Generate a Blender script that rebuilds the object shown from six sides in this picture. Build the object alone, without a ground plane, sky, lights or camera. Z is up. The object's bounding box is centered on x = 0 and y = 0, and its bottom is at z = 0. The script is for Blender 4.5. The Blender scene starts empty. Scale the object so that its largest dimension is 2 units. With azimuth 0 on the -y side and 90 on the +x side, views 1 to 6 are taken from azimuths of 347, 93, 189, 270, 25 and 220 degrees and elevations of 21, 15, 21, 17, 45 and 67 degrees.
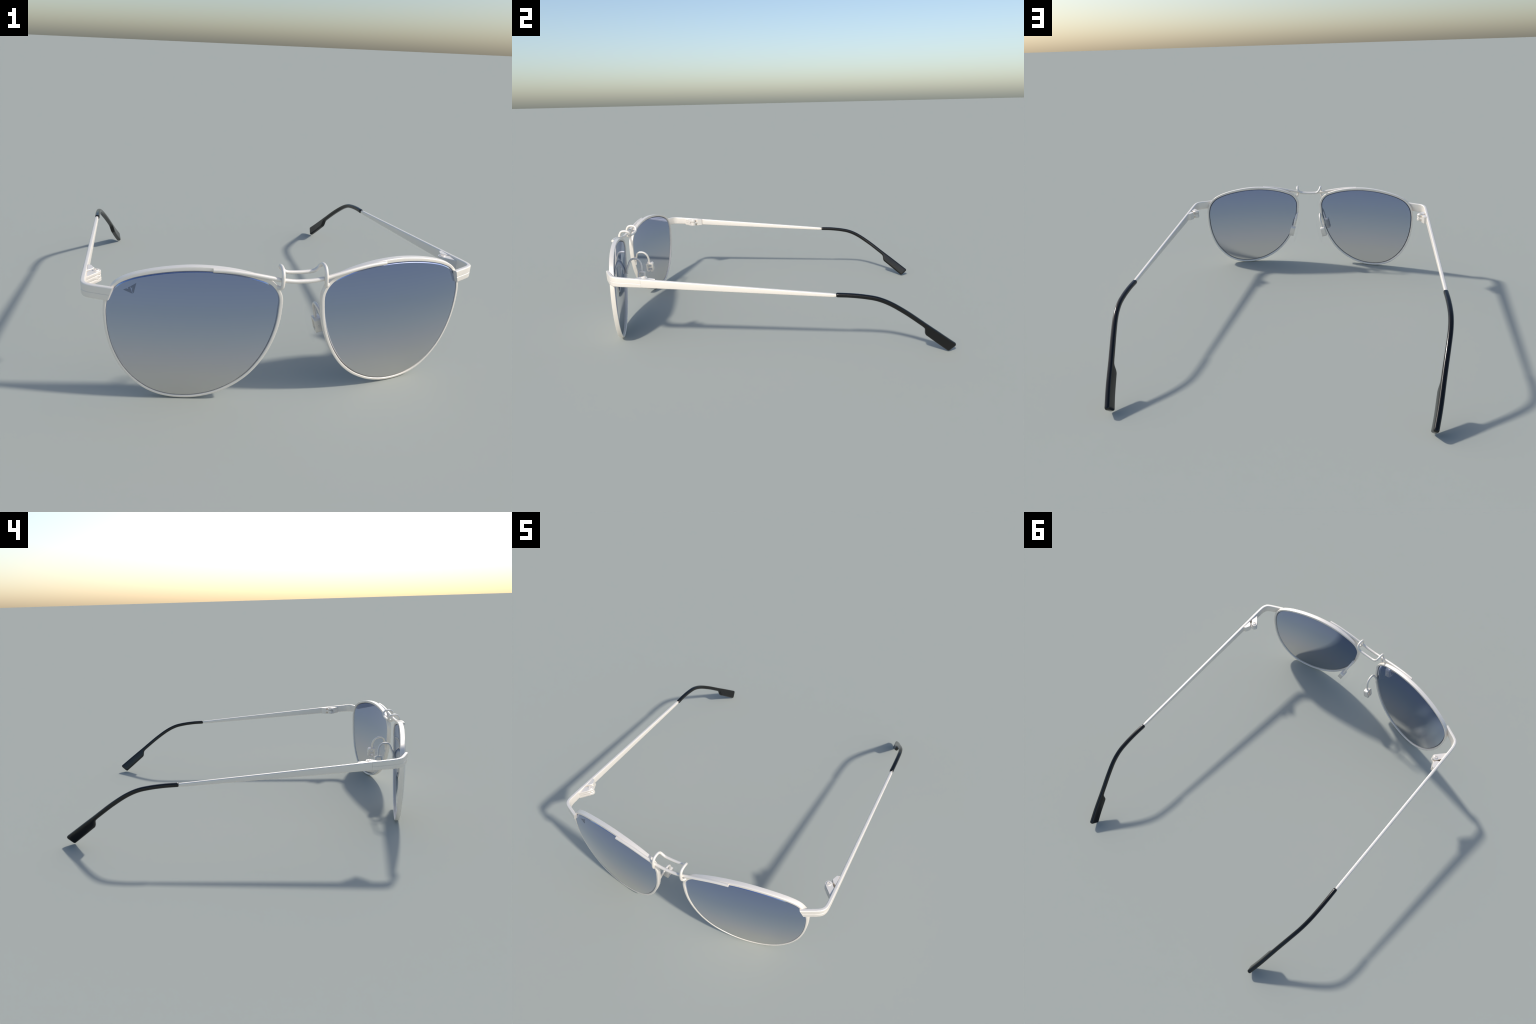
"""Thin metal-rimmed sunglasses with gradient mirror lenses, double wire bridge,
flat straight temples and black ear tips.  Everything is built for the right
half (+x) and mirrored to the other side."""
import bpy, bmesh, math
from math import sin, cos, pi, radians, sqrt
from mathutils import Vector, Matrix

# ------------------------------------------------------------------ helpers
def catmull(pts, t):
    """Open centripetal-ish Catmull-Rom through pts, t in 0..1 (uniform knots)."""
    n = len(pts) - 1
    f = min(max(t, 0.0), 1.0) * n
    i = min(int(f), n - 1)
    u = f - i
    p1, p2 = pts[i], pts[i + 1]
    p0 = pts[i - 1] if i > 0 else tuple(2 * a - b for a, b in zip(p1, p2))
    p3 = pts[i + 2] if i + 2 <= n else tuple(2 * b - a for a, b in zip(p1, p2))
    return tuple(0.5 * (2 * b + (c - a) * u + (2 * a - 5 * b + 4 * c - d) * u * u
                        + (3 * b - a - 3 * c + d) * u ** 3)
                 for a, b, c, d in zip(p0, p1, p2, p3))

def resample(pts, n):
    """n+1 points at equal arc length along the spline through pts."""
    fine = [Vector(catmull(pts, k / 600)) for k in range(601)]
    acc = [0.0]
    for a, b in zip(fine, fine[1:]):
        acc.append(acc[-1] + (b - a).length)
    out, j = [], 0
    for k in range(n + 1):
        s = acc[-1] * k / n
        while j < 599 and acc[j + 1] < s:
            j += 1
        d = acc[j + 1] - acc[j]
        out.append(fine[j].lerp(fine[j + 1], (s - acc[j]) / d if d else 0))
    return out

def lerp_table(tab, x):
    if x <= tab[0][0]:
        return tab[0][1]
    for (a, p), (b, q) in zip(tab, tab[1:]):
        if x <= b:
            return p + (q - p) * (x - a) / (b - a)
    return tab[-1][1]

def mesh_from(name, verts, faces, angle=35):
    me = bpy.data.meshes.new(name)
    me.from_pydata([tuple(v) for v in verts], [], faces)
    bm = bmesh.new()
    bm.from_mesh(me)
    bmesh.ops.recalc_face_normals(bm, faces=bm.faces)
    bm.to_mesh(me)
    bm.free()
    for p in me.polygons:
        p.use_smooth = True
    me.set_sharp_from_angle(angle=radians(angle))
    return me

def skin_rings(rings, closed=False, caps=True):
    """Quads between successive rings of equal vertex count."""
    m, verts, faces = len(rings[0]), [], []
    for r in rings:
        verts += r
    n = len(rings)
    for i in range(n if closed else n - 1):
        j = (i + 1) % n
        for k in range(m):
            l = (k + 1) % m
            faces.append((i * m + k, i * m + l, j * m + l, j * m + k))
    if caps and not closed:
        faces.append(tuple(range(m))[::-1])
        faces.append(tuple((n - 1) * m + k for k in range(m)))
    return verts, faces

def rounded_rect(w, h, r, n=5):
    """Rounded rectangle section, counter-clockwise, centred."""
    r = min(r, w / 2 - 1e-5, h / 2 - 1e-5)
    out = []
    for cx, cy, a0 in ((w / 2 - r, h / 2 - r, 0), (-w / 2 + r, h / 2 - r, 90),
                       (-w / 2 + r, -h / 2 + r, 180), (w / 2 - r, -h / 2 + r, 270)):
        for k in range(n + 1):
            a = radians(a0 + 90 * k / n)
            out.append((cx + r * cos(a), cy + r * sin(a)))
    return out

def wire(name, pts, radius, n=120, m=14, taper=None, round_end=True):
    """Round wire along a spline (parallel-transport frame), domed ends."""
    P = resample(pts, n)
    T = [(P[min(i + 1, n)] - P[max(i - 1, 0)]).normalized() for i in range(n + 1)]
    N = T[0].orthogonal().normalized()
    rings = []
    for i in range(n + 1):
        N = (N - T[i] * N.dot(T[i])).normalized()
        B = T[i].cross(N)
        r = radius * (taper(i / n) if taper else 1.0)
        rings.append([P[i] + N * (r * cos(2 * pi * k / m)) + B * (r * sin(2 * pi * k / m)) for k in range(m)])
        if round_end and i in (0, n):
            c, s = P[i], (-1 if i == 0 else 1)
            dome = []
            for q in (0.35, 0.7):
                a = q * pi / 2
                dome.append([c + (v - c) * cos(a) + T[i] * (s * r * 0.35 * sin(a)) for v in rings[-1]])
            if i == 0:
                rings = dome[::-1] + rings
            else:
                rings += dome
    return mesh_from(name, *skin_rings(rings), angle=40)

def prism(name, outline, z0, z1, bevel=0.0015):
    """Vertical prism over a plan outline [(x, y)] with small chamfers."""
    n = len(outline)
    cx = sum(p[0] for p in outline) / n
    cy = sum(p[1] for p in outline) / n
    def ring(inset, z):
        out = []
        for i, (x, y) in enumerate(outline):
            d = Vector((cx - x, cy - y, 0))
            out.append(Vector((x, y, z)) + d.normalized() * min(inset, d.length * .5))
        return out
    rings = [ring(bevel, z0), ring(0, z0 + bevel), ring(0, z1 - bevel), ring(bevel, z1)]
    return mesh_from(name, *skin_rings(rings), angle=30)

def mirrored(me):
    m2 = me.copy()
    m2.transform(Matrix.Scale(-1, 4, (1, 0, 0)))
    m2.flip_normals()
    return m2

def add(name, me, mat, parent):
    ob = bpy.data.objects.new(name, me)
    bpy.context.scene.collection.objects.link(ob)
    if mat and not me.materials:
        me.materials.append(mat)
    ob.parent = parent
    return ob

def add_pair(name, me, mat, parents):
    """The part and its mirror image; parents is a pair."""
    if not me.materials:
        me.materials.append(mat)
    return add(name, me, mat, parents[0]), add(name, mirrored(me), mat, parents[1])

# ---------------------------------------------------------------- materials
def new_mat(name):
    m = bpy.data.materials.new(name)
    m.use_nodes = True
    nt = m.node_tree
    return m, nt, nt.nodes['Principled BSDF']

def enamel():
    m, nt, b = new_mat('white_enamelled_metal')
    tc = nt.nodes.new('ShaderNodeTexCoord')
    no = nt.nodes.new('ShaderNodeTexNoise')
    no.inputs['Scale'].default_value = 9
    nt.links.new(tc.outputs['Object'], no.inputs['Vector'])
    ra = nt.nodes.new('ShaderNodeValToRGB')
    ra.color_ramp.elements[0].color = (*WHITE_A, 1)
    ra.color_ramp.elements[1].color = (*WHITE_B, 1)
    nt.links.new(no.outputs['Fac'], ra.inputs['Fac'])
    nt.links.new(ra.outputs['Color'], b.inputs['Base Color'])
    b.inputs['Roughness'].default_value = WHITE_ROUGH
    b.inputs['Metallic'].default_value = WHITE_METAL
    return m

def black_plastic():
    m, nt, b = new_mat('black_acetate')
    tc = nt.nodes.new('ShaderNodeTexCoord')
    no = nt.nodes.new('ShaderNodeTexNoise')
    no.inputs['Scale'].default_value = 14
    nt.links.new(tc.outputs['Object'], no.inputs['Vector'])
    ra = nt.nodes.new('ShaderNodeValToRGB')
    ra.color_ramp.elements[0].color = (0.0022, 0.0022, 0.0021, 1)
    ra.color_ramp.elements[1].color = (0.0032, 0.0032, 0.0031, 1)
    nt.links.new(no.outputs['Fac'], ra.inputs['Fac'])
    nt.links.new(ra.outputs['Color'], b.inputs['Base Color'])
    b.inputs['Roughness'].default_value = 0.18
    return m

def lens_mirror(name, factor):
    """Mirror coating: blue at the brow fading to neutral grey at the bottom."""
    m, nt, b = new_mat(name)
    tc = nt.nodes.new('ShaderNodeTexCoord')
    sp = nt.nodes.new('ShaderNodeSeparateXYZ')
    nt.links.new(tc.outputs['Object'], sp.inputs['Vector'])
    mr = nt.nodes.new('ShaderNodeMapRange')
    mr.inputs['From Min'].default_value = 0.0
    mr.inputs['From Max'].default_value = 0.55
    nt.links.new(sp.outputs['Z'], mr.inputs['Value'])
    ra = nt.nodes.new('ShaderNodeValToRGB')
    cr = ra.color_ramp
    stops = LENS_STOPS
    while len(cr.elements) < len(stops):
        cr.elements.new(0.5)
    for e, (p, c) in zip(cr.elements, stops):
        e.position = p
        e.color = (*[min(1, v * factor) for v in c], 1)
    nt.links.new(mr.outputs['Result'], ra.inputs['Fac'])
    nt.links.new(ra.outputs['Color'], b.inputs['Base Color'])
    b.inputs['Metallic'].default_value = LENS_METAL
    b.inputs['Roughness'].default_value = 0.02
    return m

def clear_silicone():
    """Water-clear silicone: almost nothing but a faint sheen shows."""
    m, nt, b = new_mat('clear_silicone')
    b.inputs['Base Color'].default_value = (0.9, 0.9, 0.9, 1)
    b.inputs['Roughness'].default_value = 0.15
    b.inputs['Alpha'].default_value = 0.02
    return m

WHITE_A, WHITE_B = (0.930, 0.854, 0.754), (0.940, 0.864, 0.766)
WHITE_ROUGH, WHITE_METAL = 0.43, 0.3
LENS_STOPS = [(0.00, (.640, .630, .622)), (0.10, (.640, .634, .640)), (0.20, (.625, .622, .640)), (0.35, (.560, .575, .645)),
              (0.50, (.472, .528, .630)), (0.68, (.380, .455, .605)), (0.80, (.345, .420, .610)), (1.00, (.293, .362, .590))]
LENS_METAL = 1.0

MAT_WHITE = enamel()
MAT_BLACK = black_plastic()
MAT_CLEAR = clear_silicone()
MAT_LENS = lens_mirror('gradient_mirror_lens', 1.0)
MAT_MARK = lens_mirror('etched_lens_mark', 0.55)

# -------------------------------------------------------------- lens surface
# Local lens frame: a = sideways, b = up, n = depth (positive = backwards, along y).
LENS_Y, WRAP, TILT = -0.9365, 0.1886, -0.0175
CURVE_A, CURVE_B = 0.1907, 0.1859
LENS_X, LENS_Z = 0.40, 0.28

def lens_point(a, b, n):
    n = n + CURVE_A * a * a + CURVE_B * b * b - 0.0067 * a * b
    return Vector((LENS_X + a * cos(WRAP), LENS_Y + a * sin(WRAP) + b * sin(TILT) + n, LENS_Z + b * cos(TILT)))

# eye shape: rounded pilot outline, counter-clockwise from the temple side
EYE_SHAPE = [(0.3118, 0.0000), (0.3158, 0.0500), (0.3146, 0.1021), (0.3012, 0.1535), (0.2684, 0.1955), (0.2203, 0.2208),
             (0.1712, 0.2357), (0.1251, 0.2456), (0.0820, 0.2524), (0.0406, 0.2568), (0.0000, 0.2591), (-0.0411, 0.2594),
             (-0.0836, 0.2573), (-0.1287, 0.2527), (-0.1774, 0.2442), (-0.2301, 0.2305), (-0.2845, 0.2072), (-0.3160, 0.1610),
             (-0.3160, 0.1025), (-0.3088, 0.0489), (-0.2960, 0.0000), (-0.2793, -0.0441), (-0.2594, -0.0843), (-0.2366, -0.1205),
             (-0.2113, -0.1533), (-0.1824, -0.1822), (-0.1508, -0.2073), (-0.1163, -0.2281), (-0.0799, -0.2458), (-0.0409, -0.2583),
             (0.0000, -0.2670), (0.0427, -0.2697), (0.0869, -0.2671), (0.1313, -0.2571), (0.1732, -0.2381), (0.2101, -0.2099),
             (0.2420, -0.1757), (0.2682, -0.1367), (0.2880, -0.0936), (0.3026, -0.0479)]

def eye_outline(n):
    """Closed smooth outline and its outward normals."""
    k = len(EYE_SHAPE)
    pts = []
    for j in range(n):
        f = j * k / n
        i, u = int(f), f - int(f)
        p0, p1, p2, p3 = (EYE_SHAPE[(i + d) % k] for d in (-1, 0, 1, 2))
        pts.append(tuple(0.5 * (2 * b + (c - a) * u + (2 * a - 5 * b + 4 * c - d) * u * u + (3 * b - a - 3 * c + d) * u ** 3)
                         for a, b, c, d in zip(p0, p1, p2, p3)))
    nor = []
    for j in range(n):
        a, b = pts[j - 1], pts[(j + 1) % n]
        d = Vector((b[1] - a[1], a[0] - b[0], 0)).normalized()
        nor.append((d.x, d.y))
    return pts, nor

N_EYE = 220
EYE, EYE_N = eye_outline(N_EYE)
RIM_FRONT, RIM_BACK = -0.0054, 0.0205
RIM_SIDES = [(0.0, 0.0100), (1.57, 0.0160), (3.14, 0.0122), (4.71, 0.0106), (6.2832, 0.0100)]  # wire height round the eye
LENS_MID = 0.0030                 # depth of the sharp edge seated in the rim
FRONT_EDGE, FRONT_BULGE = -0.0010, 0.0110   # front face: depth at its rim, extra crown
BACK_EDGE, BACK_BULGE = 0.0130, 0.0060

def build_rim():
    d, mid = RIM_BACK - RIM_FRONT, (RIM_FRONT + RIM_BACK) / 2
    rings = []
    for (a, b), (u, v) in zip(EYE, EYE_N):
        w = lerp_table(RIM_SIDES, math.atan2(b, a) % (2 * pi))
        r0 = w / 2 - .0004
        rings.append([lens_point(a + u * (r + r0), b + v * (r + r0), n + mid) for r, n in rounded_rect(w, d, 0.0030, 4)])
    return mesh_from('rim', *skin_rings(rings, closed=True), angle=50)

def face_depth(a, b, edge_depth, bulge, height_share=0.75, skew=0.004):
    """Depth of a lens face: crowned over an ellipse the size of the eye,
    the crown leaning towards the temple by skew."""
    q = (a / 0.318) ** 2 + height_share * (b / 0.262) ** 2
    return edge_depth - bulge * (1 - q) - skew * max(a, 0.0) / 0.318

def build_lens():
    bevel = 0.0060           # bevel width inside the rim
    steps = 30
    def face_ring(t, depth, bulge, *shape):
        out = []
        for (a, b), (u, v) in zip(EYE, EYE_N):
            a, b = (a - u * bevel) * t, (b - v * bevel) * t
            out.append(lens_point(a, b, face_depth(a, b, depth, bulge, *shape)))
        return out
    rings = [face_ring(k / steps, FRONT_EDGE, FRONT_BULGE) for k in range(1, steps + 1)]
    for d in (-.0002, .0002):
        rings.append([lens_point(a + u * .001, b + v * .001, LENS_MID + d - 0.004 * max(a, 0.0) / 0.318) for (a, b), (u, v) in zip(EYE, EYE_N)])
    rings += [face_ring(k / steps, BACK_EDGE, BACK_BULGE, 1.0, 0.0) for k in range(steps, 0, -1)]
    verts, faces = skin_rings(rings, caps=False)
    i0 = len(verts)
    verts += [lens_point(0, 0, FRONT_EDGE - FRONT_BULGE), lens_point(0, 0, BACK_EDGE - BACK_BULGE)]
    last = (len(rings) - 1) * N_EYE
    for k in range(N_EYE):
        l = (k + 1) % N_EYE
        faces.append((i0, k, l))
        faces.append((i0 + 1, last + l, last + k))
    me = mesh_from('lens', verts, faces, angle=180)
    # crisp lines where each face meets the bevel
    crease = {steps - 1, steps, steps + 1, steps + 2}
    for e in me.edges:
        i, j = (v // N_EYE for v in e.vertices)
        e.use_edge_sharp = i == j and i in crease
    return me

def lens_ab(x, z):
    """Invert lens_point for the front face (plan position x, height z)."""
    a, b = x - LENS_X, z - LENS_Z
    for _ in range(12):
        p = lens_point(a, b, 0)
        a += (x - p.x)
        b += (z - p.z)
    return a, b

# triangular emblem: outline pieces in a unit drawing (u right, v down)
MARK_PIECES = [
    [(0.00, 0.61), (0.22, 0.50), (0.41, 0.58), (0.365, 0.42), (0.46, 0.345), (0.51, 0.35), (0.73, 1.0)],
    [(0.535, 0.315), (1.00, 0.00), (0.83, 0.92), (0.765, 0.98), (0.68, 0.70), (0.71, 0.40), (0.625, 0.47)],
]
MARK_CORNERS = ((0.6440, 0.4570), (0.5975, 0.4855), (0.6110, 0.4445))  # left, upper right, lower right (x, z)

def build_mark():
    """Emblem etched on one lens, sitting 0.4 mm proud of the coating."""
    (x0, z0), (x1, z1), (x2, z2) = MARK_CORNERS
    # affine map taking (0,.61), (1,0), (.76,1) of the drawing to the corners
    m = Matrix(((0, .61, 1), (1, 0, 1), (.76, 1, 1))).inverted()
    cx, cz = m @ Vector((x0, x1, x2)), m @ Vector((z0, z1, z2))
    me_verts, faces = [], []
    for piece in MARK_PIECES:
        base = len(me_verts)
        k = len(piece)
        for off in (-0.0006, 0.0006):
            for u, v in piece:
                a, b = lens_ab(cx.dot(Vector((u, v, 1))), cz.dot(Vector((u, v, 1))))
                me_verts.append(lens_point(a, b, face_depth(a, b, FRONT_EDGE, FRONT_BULGE) + off))
        faces.append(tuple(base + i for i in range(k)))
        faces.append(tuple(base + k + i for i in reversed(range(k))))
        for i in range(k):
            j = (i + 1) % k
            faces.append((base + i, base + j, base + k + j, base + k + i))
    return mesh_from('emblem', me_verts, faces, angle=20)

# --------------------------------------------------------------- end pieces
STRAP = 0.0170                     # thickness of end piece and temple
def top_line(y):                   # height of the strap's top edge
    return 0.4532 - 0.0852 * (max(y, -0.83) + 0.670)
def bottom_line(y):
    return 0.4066 - 0.0582 * (y + 0.670) if y > -0.670 else 0.4066 - 0.045 * (max(y, -0.83) + 0.670)

def build_end_piece():
    o = STRAP / 2
    plan = [(0.688, -0.8745), (0.710, -0.8635), (0.734, -0.8515), (0.756, -0.8400), (0.7755, -0.8258),
            (0.7860, -0.8062), (0.7898, -0.7820), (0.7906, -0.7500), (0.7908, -0.7150), (0.7908, -0.6706)]
    P = resample([(x, y, 0) for x, y in plan], 70)
    n = len(P) - 1
    rings = []
    for i, p in enumerate(P):
        t = (P[min(i + 1, n)] - P[max(i - 1, 0)]).normalized()
        out = Vector((t.y, -t.x, 0))
        if out.x < 0 and out.y > 0:
            out = -out
        zt, zb = top_line(p.y), bottom_line(p.y)
        h, zc = zt - zb, (zt + zb) / 2
        sec = rounded_rect(STRAP, h, 0.0045, 5)
        # engraved line along the outer face
        g = -0.04 * h
        sec = sec + [(o, g - .0018), (o - .0014, g - .0003), (o - .0014, g + .0003), (o, g + .0009)]
        slant = 0.011 * (1 - i / 6) if i < 6 else 0.0
        ring = []
        for u, v in sec:
            shift = -t * (slant * (v / (h / 2)))
            ring.append(p + out * u + shift + Vector((0, 0, zc + v)))
        rings.append(ring)
    return mesh_from('end_piece', *skin_rings(rings), angle=28)

def build_temple():
    rings = []
    ys = [-0.6700 + 0.9 * k / 40 for k in range(41)] + [0.28, 0.305, 0.320, 0.330, 0.338, 0.344, 0.352, 0.38]
    for y in ys:
        zt, zb = top_line(y), bottom_line(y)
        zc, h = (zt + zb) / 2, zt - zb
        s = lerp_table([(0.31, 1.0), (0.330, 0.97), (0.340, 0.86), (0.346, 0.72), (0.40, 0.70)], y)
        w = STRAP * s
        sec = rounded_rect(w, h * s, 0.0052, 5)
        rings.append([Vector((0.7908 + u, y, zc + v)) for u, v in sec])
    return mesh_from('temple', *skin_rings(rings), angle=40)

# ---------------------------------------------------------------- ear tips
TIP_TOP = [(0.8010, 0.3440, 0.3705), (0.8018, 0.4200, 0.3675), (0.8010, 0.5000, 0.3588), (0.7978, 0.5700, 0.3437),
           (0.7896, 0.6400, 0.3115), (0.7738, 0.7200, 0.2576), (0.7517, 0.8200, 0.1799), (0.7298, 0.9200, 0.1047),
           (0.7068, 1.0050, 0.0402)]

def build_tip():
    n = 150
    P = resample(TIP_TOP, n)
    length = sum((b - a).length for a, b in zip(P, P[1:]))
    width = 0.0240
    rings = []
    r_end = 0.011
    extra = [length - r_end + r_end * sin(q * pi / 2 / 8) for q in range(1, 9)]
    ss = [0.0005, 0.002, 0.005] + [0.010 + (length - r_end - 0.010) * k / n for k in range(n + 1)] + extra
    for s in ss:
        f = s / length * n
        i = min(int(f), n - 1)
        p = P[i].lerp(P[i + 1], f - i)
        a, b = P[max(i - 2, 0)], P[min(i + 3, n)]
        t = (b - a).normalized()
        side = Vector((t.y, -t.x, 0)).normalized()      # outwards
        down = t.cross(side).normalized()
        if down.z > 0:
            down = -down
        rest = length - s
        k = min(max((s - 0.22) / 0.30, 0), 1)            # the tip rolls inwards towards its end
        roll = radians(17) * k * k * (3 - 2 * k)
        side, down = side * cos(roll) + down * sin(roll), down * cos(roll) - side * sin(roll)
        h = lerp_table([(0.0, .0605), (.120, .0575), (.182, .0552), (.192, .0500), (.208, .0330), (.218, .0268), (.238, .0250),
                        (.40, .0250), (.55, .0240), (.68, .0235)], rest)
        w = width
        top_in = bot_in = 0.0
        if s < 0.006:                                    # soft mouth of the sleeve
            k = 0.0028 * (1 - s / 0.006)
            top_in = bot_in = k
            w -= 2 * k
        if rest < r_end:                                 # rounded end
            k = r_end * (1 - sqrt(max(0, 1 - ((r_end - rest) / r_end) ** 2)))
            top_in, bot_in = k * .9, k * 1.0
            w -= k * 0.9
        hh = h - top_in - bot_in
        sec = rounded_rect(w, hh, 0.0092, 7)
        c = p - side * (width / 2) + down * (top_in + hh / 2)
        slant = 0.006 * max(0.0, 1 - rest / 0.03)
        rings.append([c + side * u - down * v + t * (slant * (v / hh - 0.5)) for u, v in sec])
    return mesh_from('ear_tip', *skin_rings(rings), angle=45)

# ------------------------------------------------------------------ hinges
KNUCKLE = (0.7485, -0.6650)
def arc(cx, cy, r, a0, a1, n):
    return [(cx + r * cos(radians(a0 + (a1 - a0) * k / n)), cy + r * sin(radians(a0 + (a1 - a0) * k / n))) for k in range(n + 1)]

def join_meshes(name, meshes, angle=30):
    bm = bmesh.new()
    for m in meshes:
        bm.from_mesh(m)
    me = bpy.data.meshes.new(name)
    bm.to_mesh(me)
    bm.free()
    for p in me.polygons:
        p.use_smooth = True
    me.set_sharp_from_angle(angle=radians(angle))
    for m in meshes:
        bpy.data.meshes.remove(m)
    return me

def build_front_leaf():
    kx, ky = KNUCKLE
    r = 0.0195
    # plate that tapers forward, with a round knuckle at the back
    plate = [(0.7825, -0.7310), (0.7825, -0.6790)] + arc(kx, ky, r, 20, 205, 18) + [(0.7500, -0.6960)]
    z_hi, z_lo = 0.4490, 0.4055
    third = (z_hi - z_lo) / 3
    top = prism('a', plate, z_hi - third, z_hi)
    bot = prism('b', plate, z_lo, z_lo + third)
    web = [(0.7825, -0.7305), (0.7825, -0.6840), (0.7690, -0.6830), (0.7480, -0.6860), (0.7385, -0.6830), (0.7400, -0.6870), (0.7510, -0.6970)]
    mid = prism('c', web, z_lo + third - .001, z_hi - third + .001)
    return join_meshes('hinge_front_leaf', [top, bot, mid])

def build_rear_leaf():
    kx, ky = KNUCKLE
    z_hi, z_lo = 0.4480, 0.4030
    third = (z_hi - z_lo) / 3
    block = [(0.7825, -0.6575), (0.7825, -0.5960), (0.7690, -0.6000), (0.7555, -0.6310), (0.7665, -0.6480)]
    a = prism('a', block[::-1], z_lo, z_hi)
    barrel = arc(kx, ky, 0.0188, 0, 360, 26)[:-1]
    b = prism('b', barrel, z_lo + third + .0008, z_hi - third - .0008)
    arm = [(kx + .012, ky - .002), (0.7700, -0.6450), (0.7600, -0.6260), (kx - .010, ky + .012)]
    c = prism('c', arm, z_lo + third + .0010, z_hi - third - .0010)
    return join_meshes('hinge_rear_leaf', [a, b, c])

def build_screw():
    """Domed screw head with a sunk cross."""
    kx, ky = KNUCKLE
    r = 0.0125
    z0, z1 = 0.4460, 0.4525
    prof = [(r, z0), (r, z1 - .0020), (r * .93, z1 - .0006), (r * .80, z1), (0.0005, z1 + .0006)]
    rings = [[Vector((kx + q * cos(2 * pi * k / 32), ky + q * sin(2 * pi * k / 32), z)) for k in range(32)] for q, z in prof]
    head = mesh_from('screw', *skin_rings(rings), angle=30)
    ob = bpy.data.objects.new('screw', head)
    bpy.context.scene.collection.objects.link(ob)
    cutters = []
    for ang in (10, 100):
        bm = bmesh.new()
        bmesh.ops.create_cube(bm, size=1)
        bmesh.ops.scale(bm, vec=(0.0185, 0.0046, 0.0065), verts=bm.verts)
        bmesh.ops.rotate(bm, matrix=Matrix.Rotation(radians(ang), 3, 'Z'), verts=bm.verts)
        bmesh.ops.translate(bm, vec=(kx, ky, z1 + .0008 + (0.0001 if ang > 50 else 0)), verts=bm.verts)
        me = bpy.data.meshes.new('cut')
        bm.to_mesh(me)
        bm.free()
        c = bpy.data.objects.new('cut', me)
        bpy.context.scene.collection.objects.link(c)
        cutters.append(c)
        mod = ob.modifiers.new('cross', 'BOOLEAN')
        mod.operation = 'DIFFERENCE'
        mod.object = c
        mod.solver = 'EXACT'
    dg = bpy.context.evaluated_depsgraph_get()
    res = bpy.data.meshes.new_from_object(ob.evaluated_get(dg))
    bpy.data.objects.remove(ob)
    for c in cutters:
        bpy.data.objects.remove(c)
    res.name = 'hinge_screw'
    res.set_sharp_from_angle(angle=radians(30))
    return res

# ---------------------------------------------------------- bridge and pads
def build_brow_bar():
    half = [(0.0, -0.9840, 0.5005), (0.035, -0.9838, 0.5014), (0.080, -0.9822, 0.5075), (0.120, -0.9780, 0.5155),
            (0.165, -0.9735, 0.5250), (0.220, -0.9670, 0.5352), (0.275, -0.9605, 0.5428), (0.330, -0.9535, 0.5465)]
    pts = [(-x, y, z) for x, y, z in reversed(half[1:])] + half
    return wire('brow_bar', pts, 0.0082, n=160, round_end=False)

def build_bridge_wire():
    half = [(0.0, -0.9265, 0.5130), (0.030, -0.9262, 0.5138), (0.052, -0.9258, 0.5160), (0.066, -0.9255, 0.5240), (0.0765, -0.9285, 0.5375),
            (0.0805, -0.9410, 0.5475), (0.0810, -0.9600, 0.5500), (0.0810, -0.9780, 0.5450), (0.0812, -0.9885, 0.5300), (0.0818, -0.9928, 0.5120),
            (0.0828, -0.9928, 0.4930), (0.0850, -0.9880, 0.4800), (0.0910, -0.9790, 0.4765), (0.0980, -0.9700, 0.4785)]
    pts = [(-x, y, z) for x, y, z in reversed(half[1:])] + half
    return wire('bridge_wire', pts, 0.0073, n=280)

def build_pad_arm():
    pts = [(0.1060, -0.9545, 0.2740), (0.1040, -0.9540, 0.3000), (0.0950, -0.9440, 0.3300), (0.0860, -0.9350, 0.3530), (0.0815, -0.9210, 0.3645),
           (0.0810, -0.9030, 0.3665), (0.0820, -0.8850, 0.3610), (0.0850, -0.8700, 0.3460), (0.0910, -0.8620, 0.3240), (0.0970, -0.8600, 0.3020),
           (0.1010, -0.8595, 0.2830)]
    return wire('pad_arm', pts, 0.0066, n=110)

CLIP_CENTRE = Vector((0.1105, -0.8585, 0.2570))
CLIP_TURN = Matrix.Rotation(radians(-15), 4, 'Y')

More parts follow.
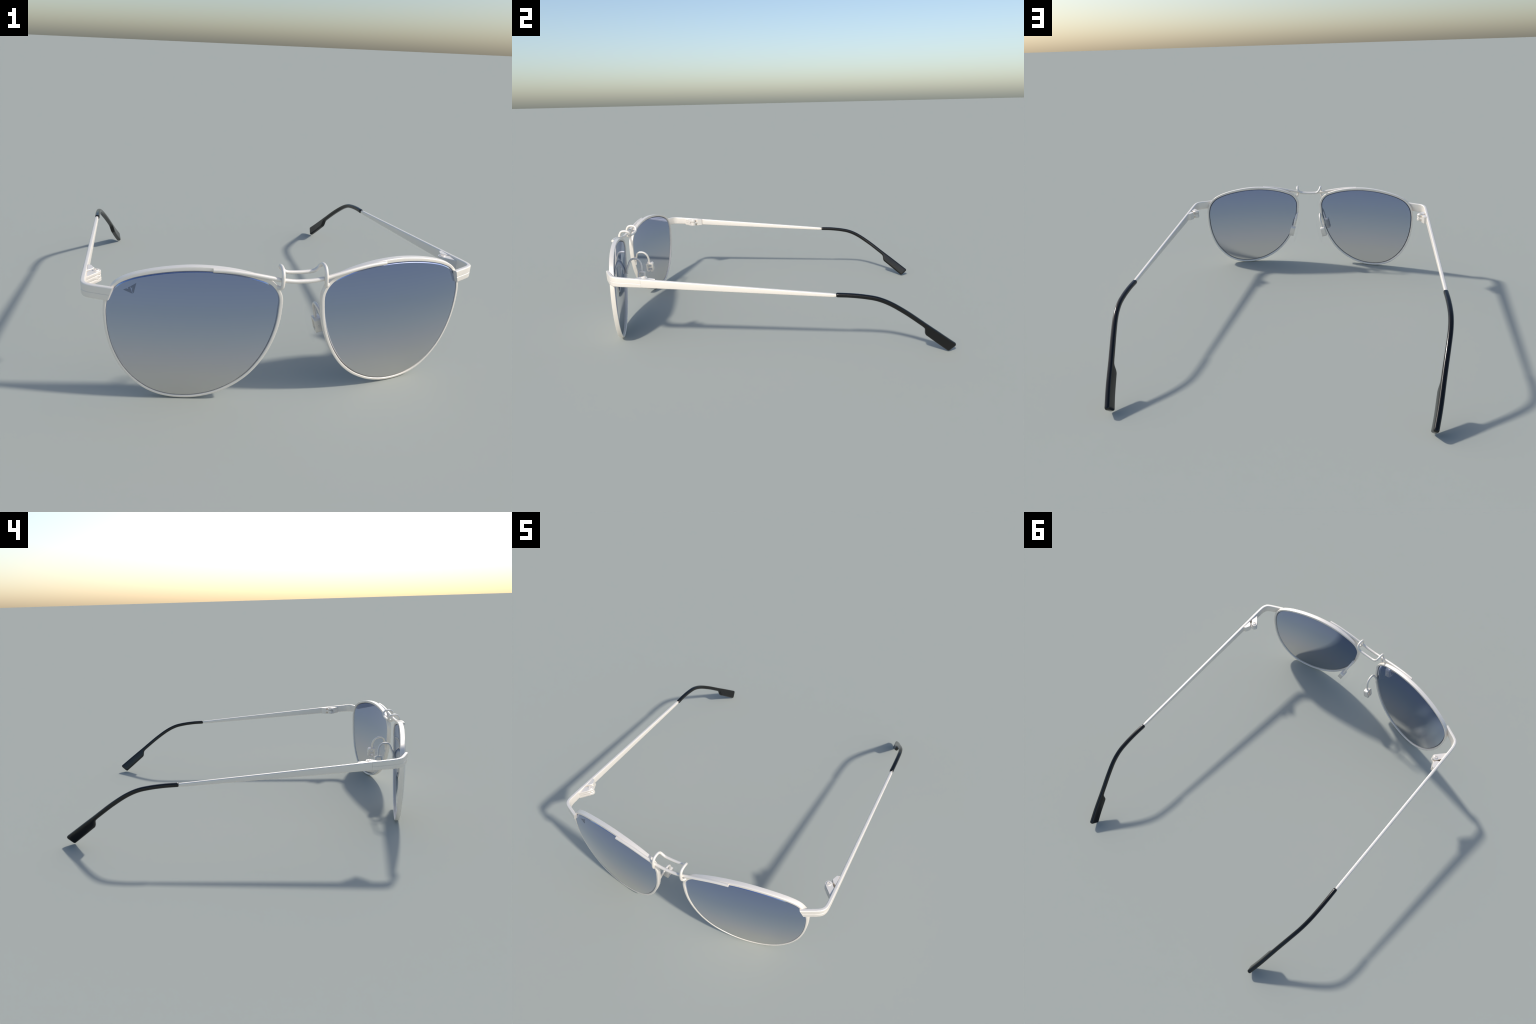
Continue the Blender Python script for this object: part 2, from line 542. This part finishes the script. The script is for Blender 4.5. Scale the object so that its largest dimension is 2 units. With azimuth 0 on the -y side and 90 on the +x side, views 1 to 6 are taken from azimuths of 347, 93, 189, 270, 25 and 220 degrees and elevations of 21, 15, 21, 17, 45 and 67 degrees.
def build_pad_clip():
    """Hollow rectangular clip, open sideways, split along its lower edge."""
    hy, hz, wall, dep, gap = 0.0235, 0.0325, 0.0095, 0.0150, 0.0030
    # half outline in the (y, z) plane from the slit round to the top, then back inside
    def half(s):
        outer = [(s * gap, -hz), (s * (hy - .006), -hz), (s * hy, -hz + .010), (s * hy, hz - .008), (s * (hy - .004), hz - .002), (s * (hy - .010), hz), (0, hz)]
        inner = [(0, hz - wall * 1.2), (s * (hy - wall - .004), hz - wall * 1.2), (s * (hy - wall), hz - wall * 1.2 - .004), (s * (hy - wall), -hz + wall), (s * gap, -hz + wall)]
        return outer, inner
    o1, i1 = half(1)
    o2, i2 = half(-1)
    loop = o1 + o2[-2::-1] + i2[::-1] + i1[1:]
    bm = bmesh.new()
    vs = [bm.verts.new((-dep, y, z)) for y, z in loop]
    f = bm.faces.new(vs)
    ext = bmesh.ops.extrude_face_region(bm, geom=[f])
    bmesh.ops.translate(bm, vec=(2 * dep, 0, 0), verts=[g for g in ext['geom'] if isinstance(g, bmesh.types.BMVert)])
    bmesh.ops.recalc_face_normals(bm, faces=bm.faces)
    sharp = [e for e in bm.edges if len(e.link_faces) == 2 and e.calc_face_angle(0) > 0.9]
    bmesh.ops.bevel(bm, geom=sharp, offset=0.0012, segments=2, affect='EDGES', profile=0.5)
    # rivet through both walls
    riv = bmesh.ops.create_cone(bm, cap_ends=True, segments=16, radius1=.0048, radius2=.0048, depth=2 * hy + .003)
    bmesh.ops.rotate(bm, matrix=Matrix.Rotation(radians(90), 3, 'X'), verts=riv['verts'])
    bmesh.ops.translate(bm, vec=(-.002, 0, -.004), verts=riv['verts'])
    me = bpy.data.meshes.new('pad_clip')
    bm.to_mesh(me)
    bm.free()
    me.transform(Matrix.Translation(CLIP_CENTRE) @ CLIP_TURN)
    for p in me.polygons:
        p.use_smooth = True
    me.set_sharp_from_angle(angle=radians(30))
    return me

def build_nose_pad():
    """Clear teardrop cushion on the nose side of the clip."""
    rings, n, m = [], 28, 36
    for i in range(n + 1):
        th = pi * i / n
        r, z = sin(th), cos(th)
        if i in (0, n):
            r = 1e-3
        swell = 1.0 - 0.22 * z                         # wider at the lower end
        rings.append([Vector((0.0125 * r * cos(2 * pi * k / m), 0.042 * swell * r * sin(2 * pi * k / m), 0.082 * z)) for k in range(m)])
    me = mesh_from('nose_pad', *skin_rings(rings), angle=60)
    me.transform(Matrix.Translation((0.0790, -0.8560, 0.2520)) @ Matrix.Rotation(radians(-15), 4, 'Y'))
    return me

# ------------------------------------------------------------------ assembly
root = bpy.data.objects.new('sunglasses', None)
bpy.context.scene.collection.objects.link(root)
root['label'] = 'white metal sunglasses with blue gradient mirror lenses and black ear tips'
root['category'] = 'sunglasses'
both = (root, root)

add_pair('rim', build_rim(), MAT_WHITE, both)
lenses = add_pair('lens', build_lens(), MAT_LENS, both)
add('emblem', mirrored(build_mark()), MAT_MARK, lenses[1])
add('brow_bar', build_brow_bar(), MAT_WHITE, root)
add('bridge_wire', build_bridge_wire(), MAT_WHITE, root)
ends = add_pair('end_piece', build_end_piece(), MAT_WHITE, both)
temples = add_pair('temple', build_temple(), MAT_WHITE, both)
add_pair('ear_tip', build_tip(), MAT_BLACK, temples)
add_pair('hinge_front_leaf', build_front_leaf(), MAT_WHITE, ends)
add_pair('hinge_screw', build_screw(), MAT_WHITE, ends)
add_pair('hinge_rear_leaf', build_rear_leaf(), MAT_WHITE, temples)
arms = add_pair('pad_arm', build_pad_arm(), MAT_WHITE, both)
add_pair('pad_clip', build_pad_clip(), MAT_WHITE, arms)
add_pair('nose_pad', build_nose_pad(), MAT_CLEAR, arms)
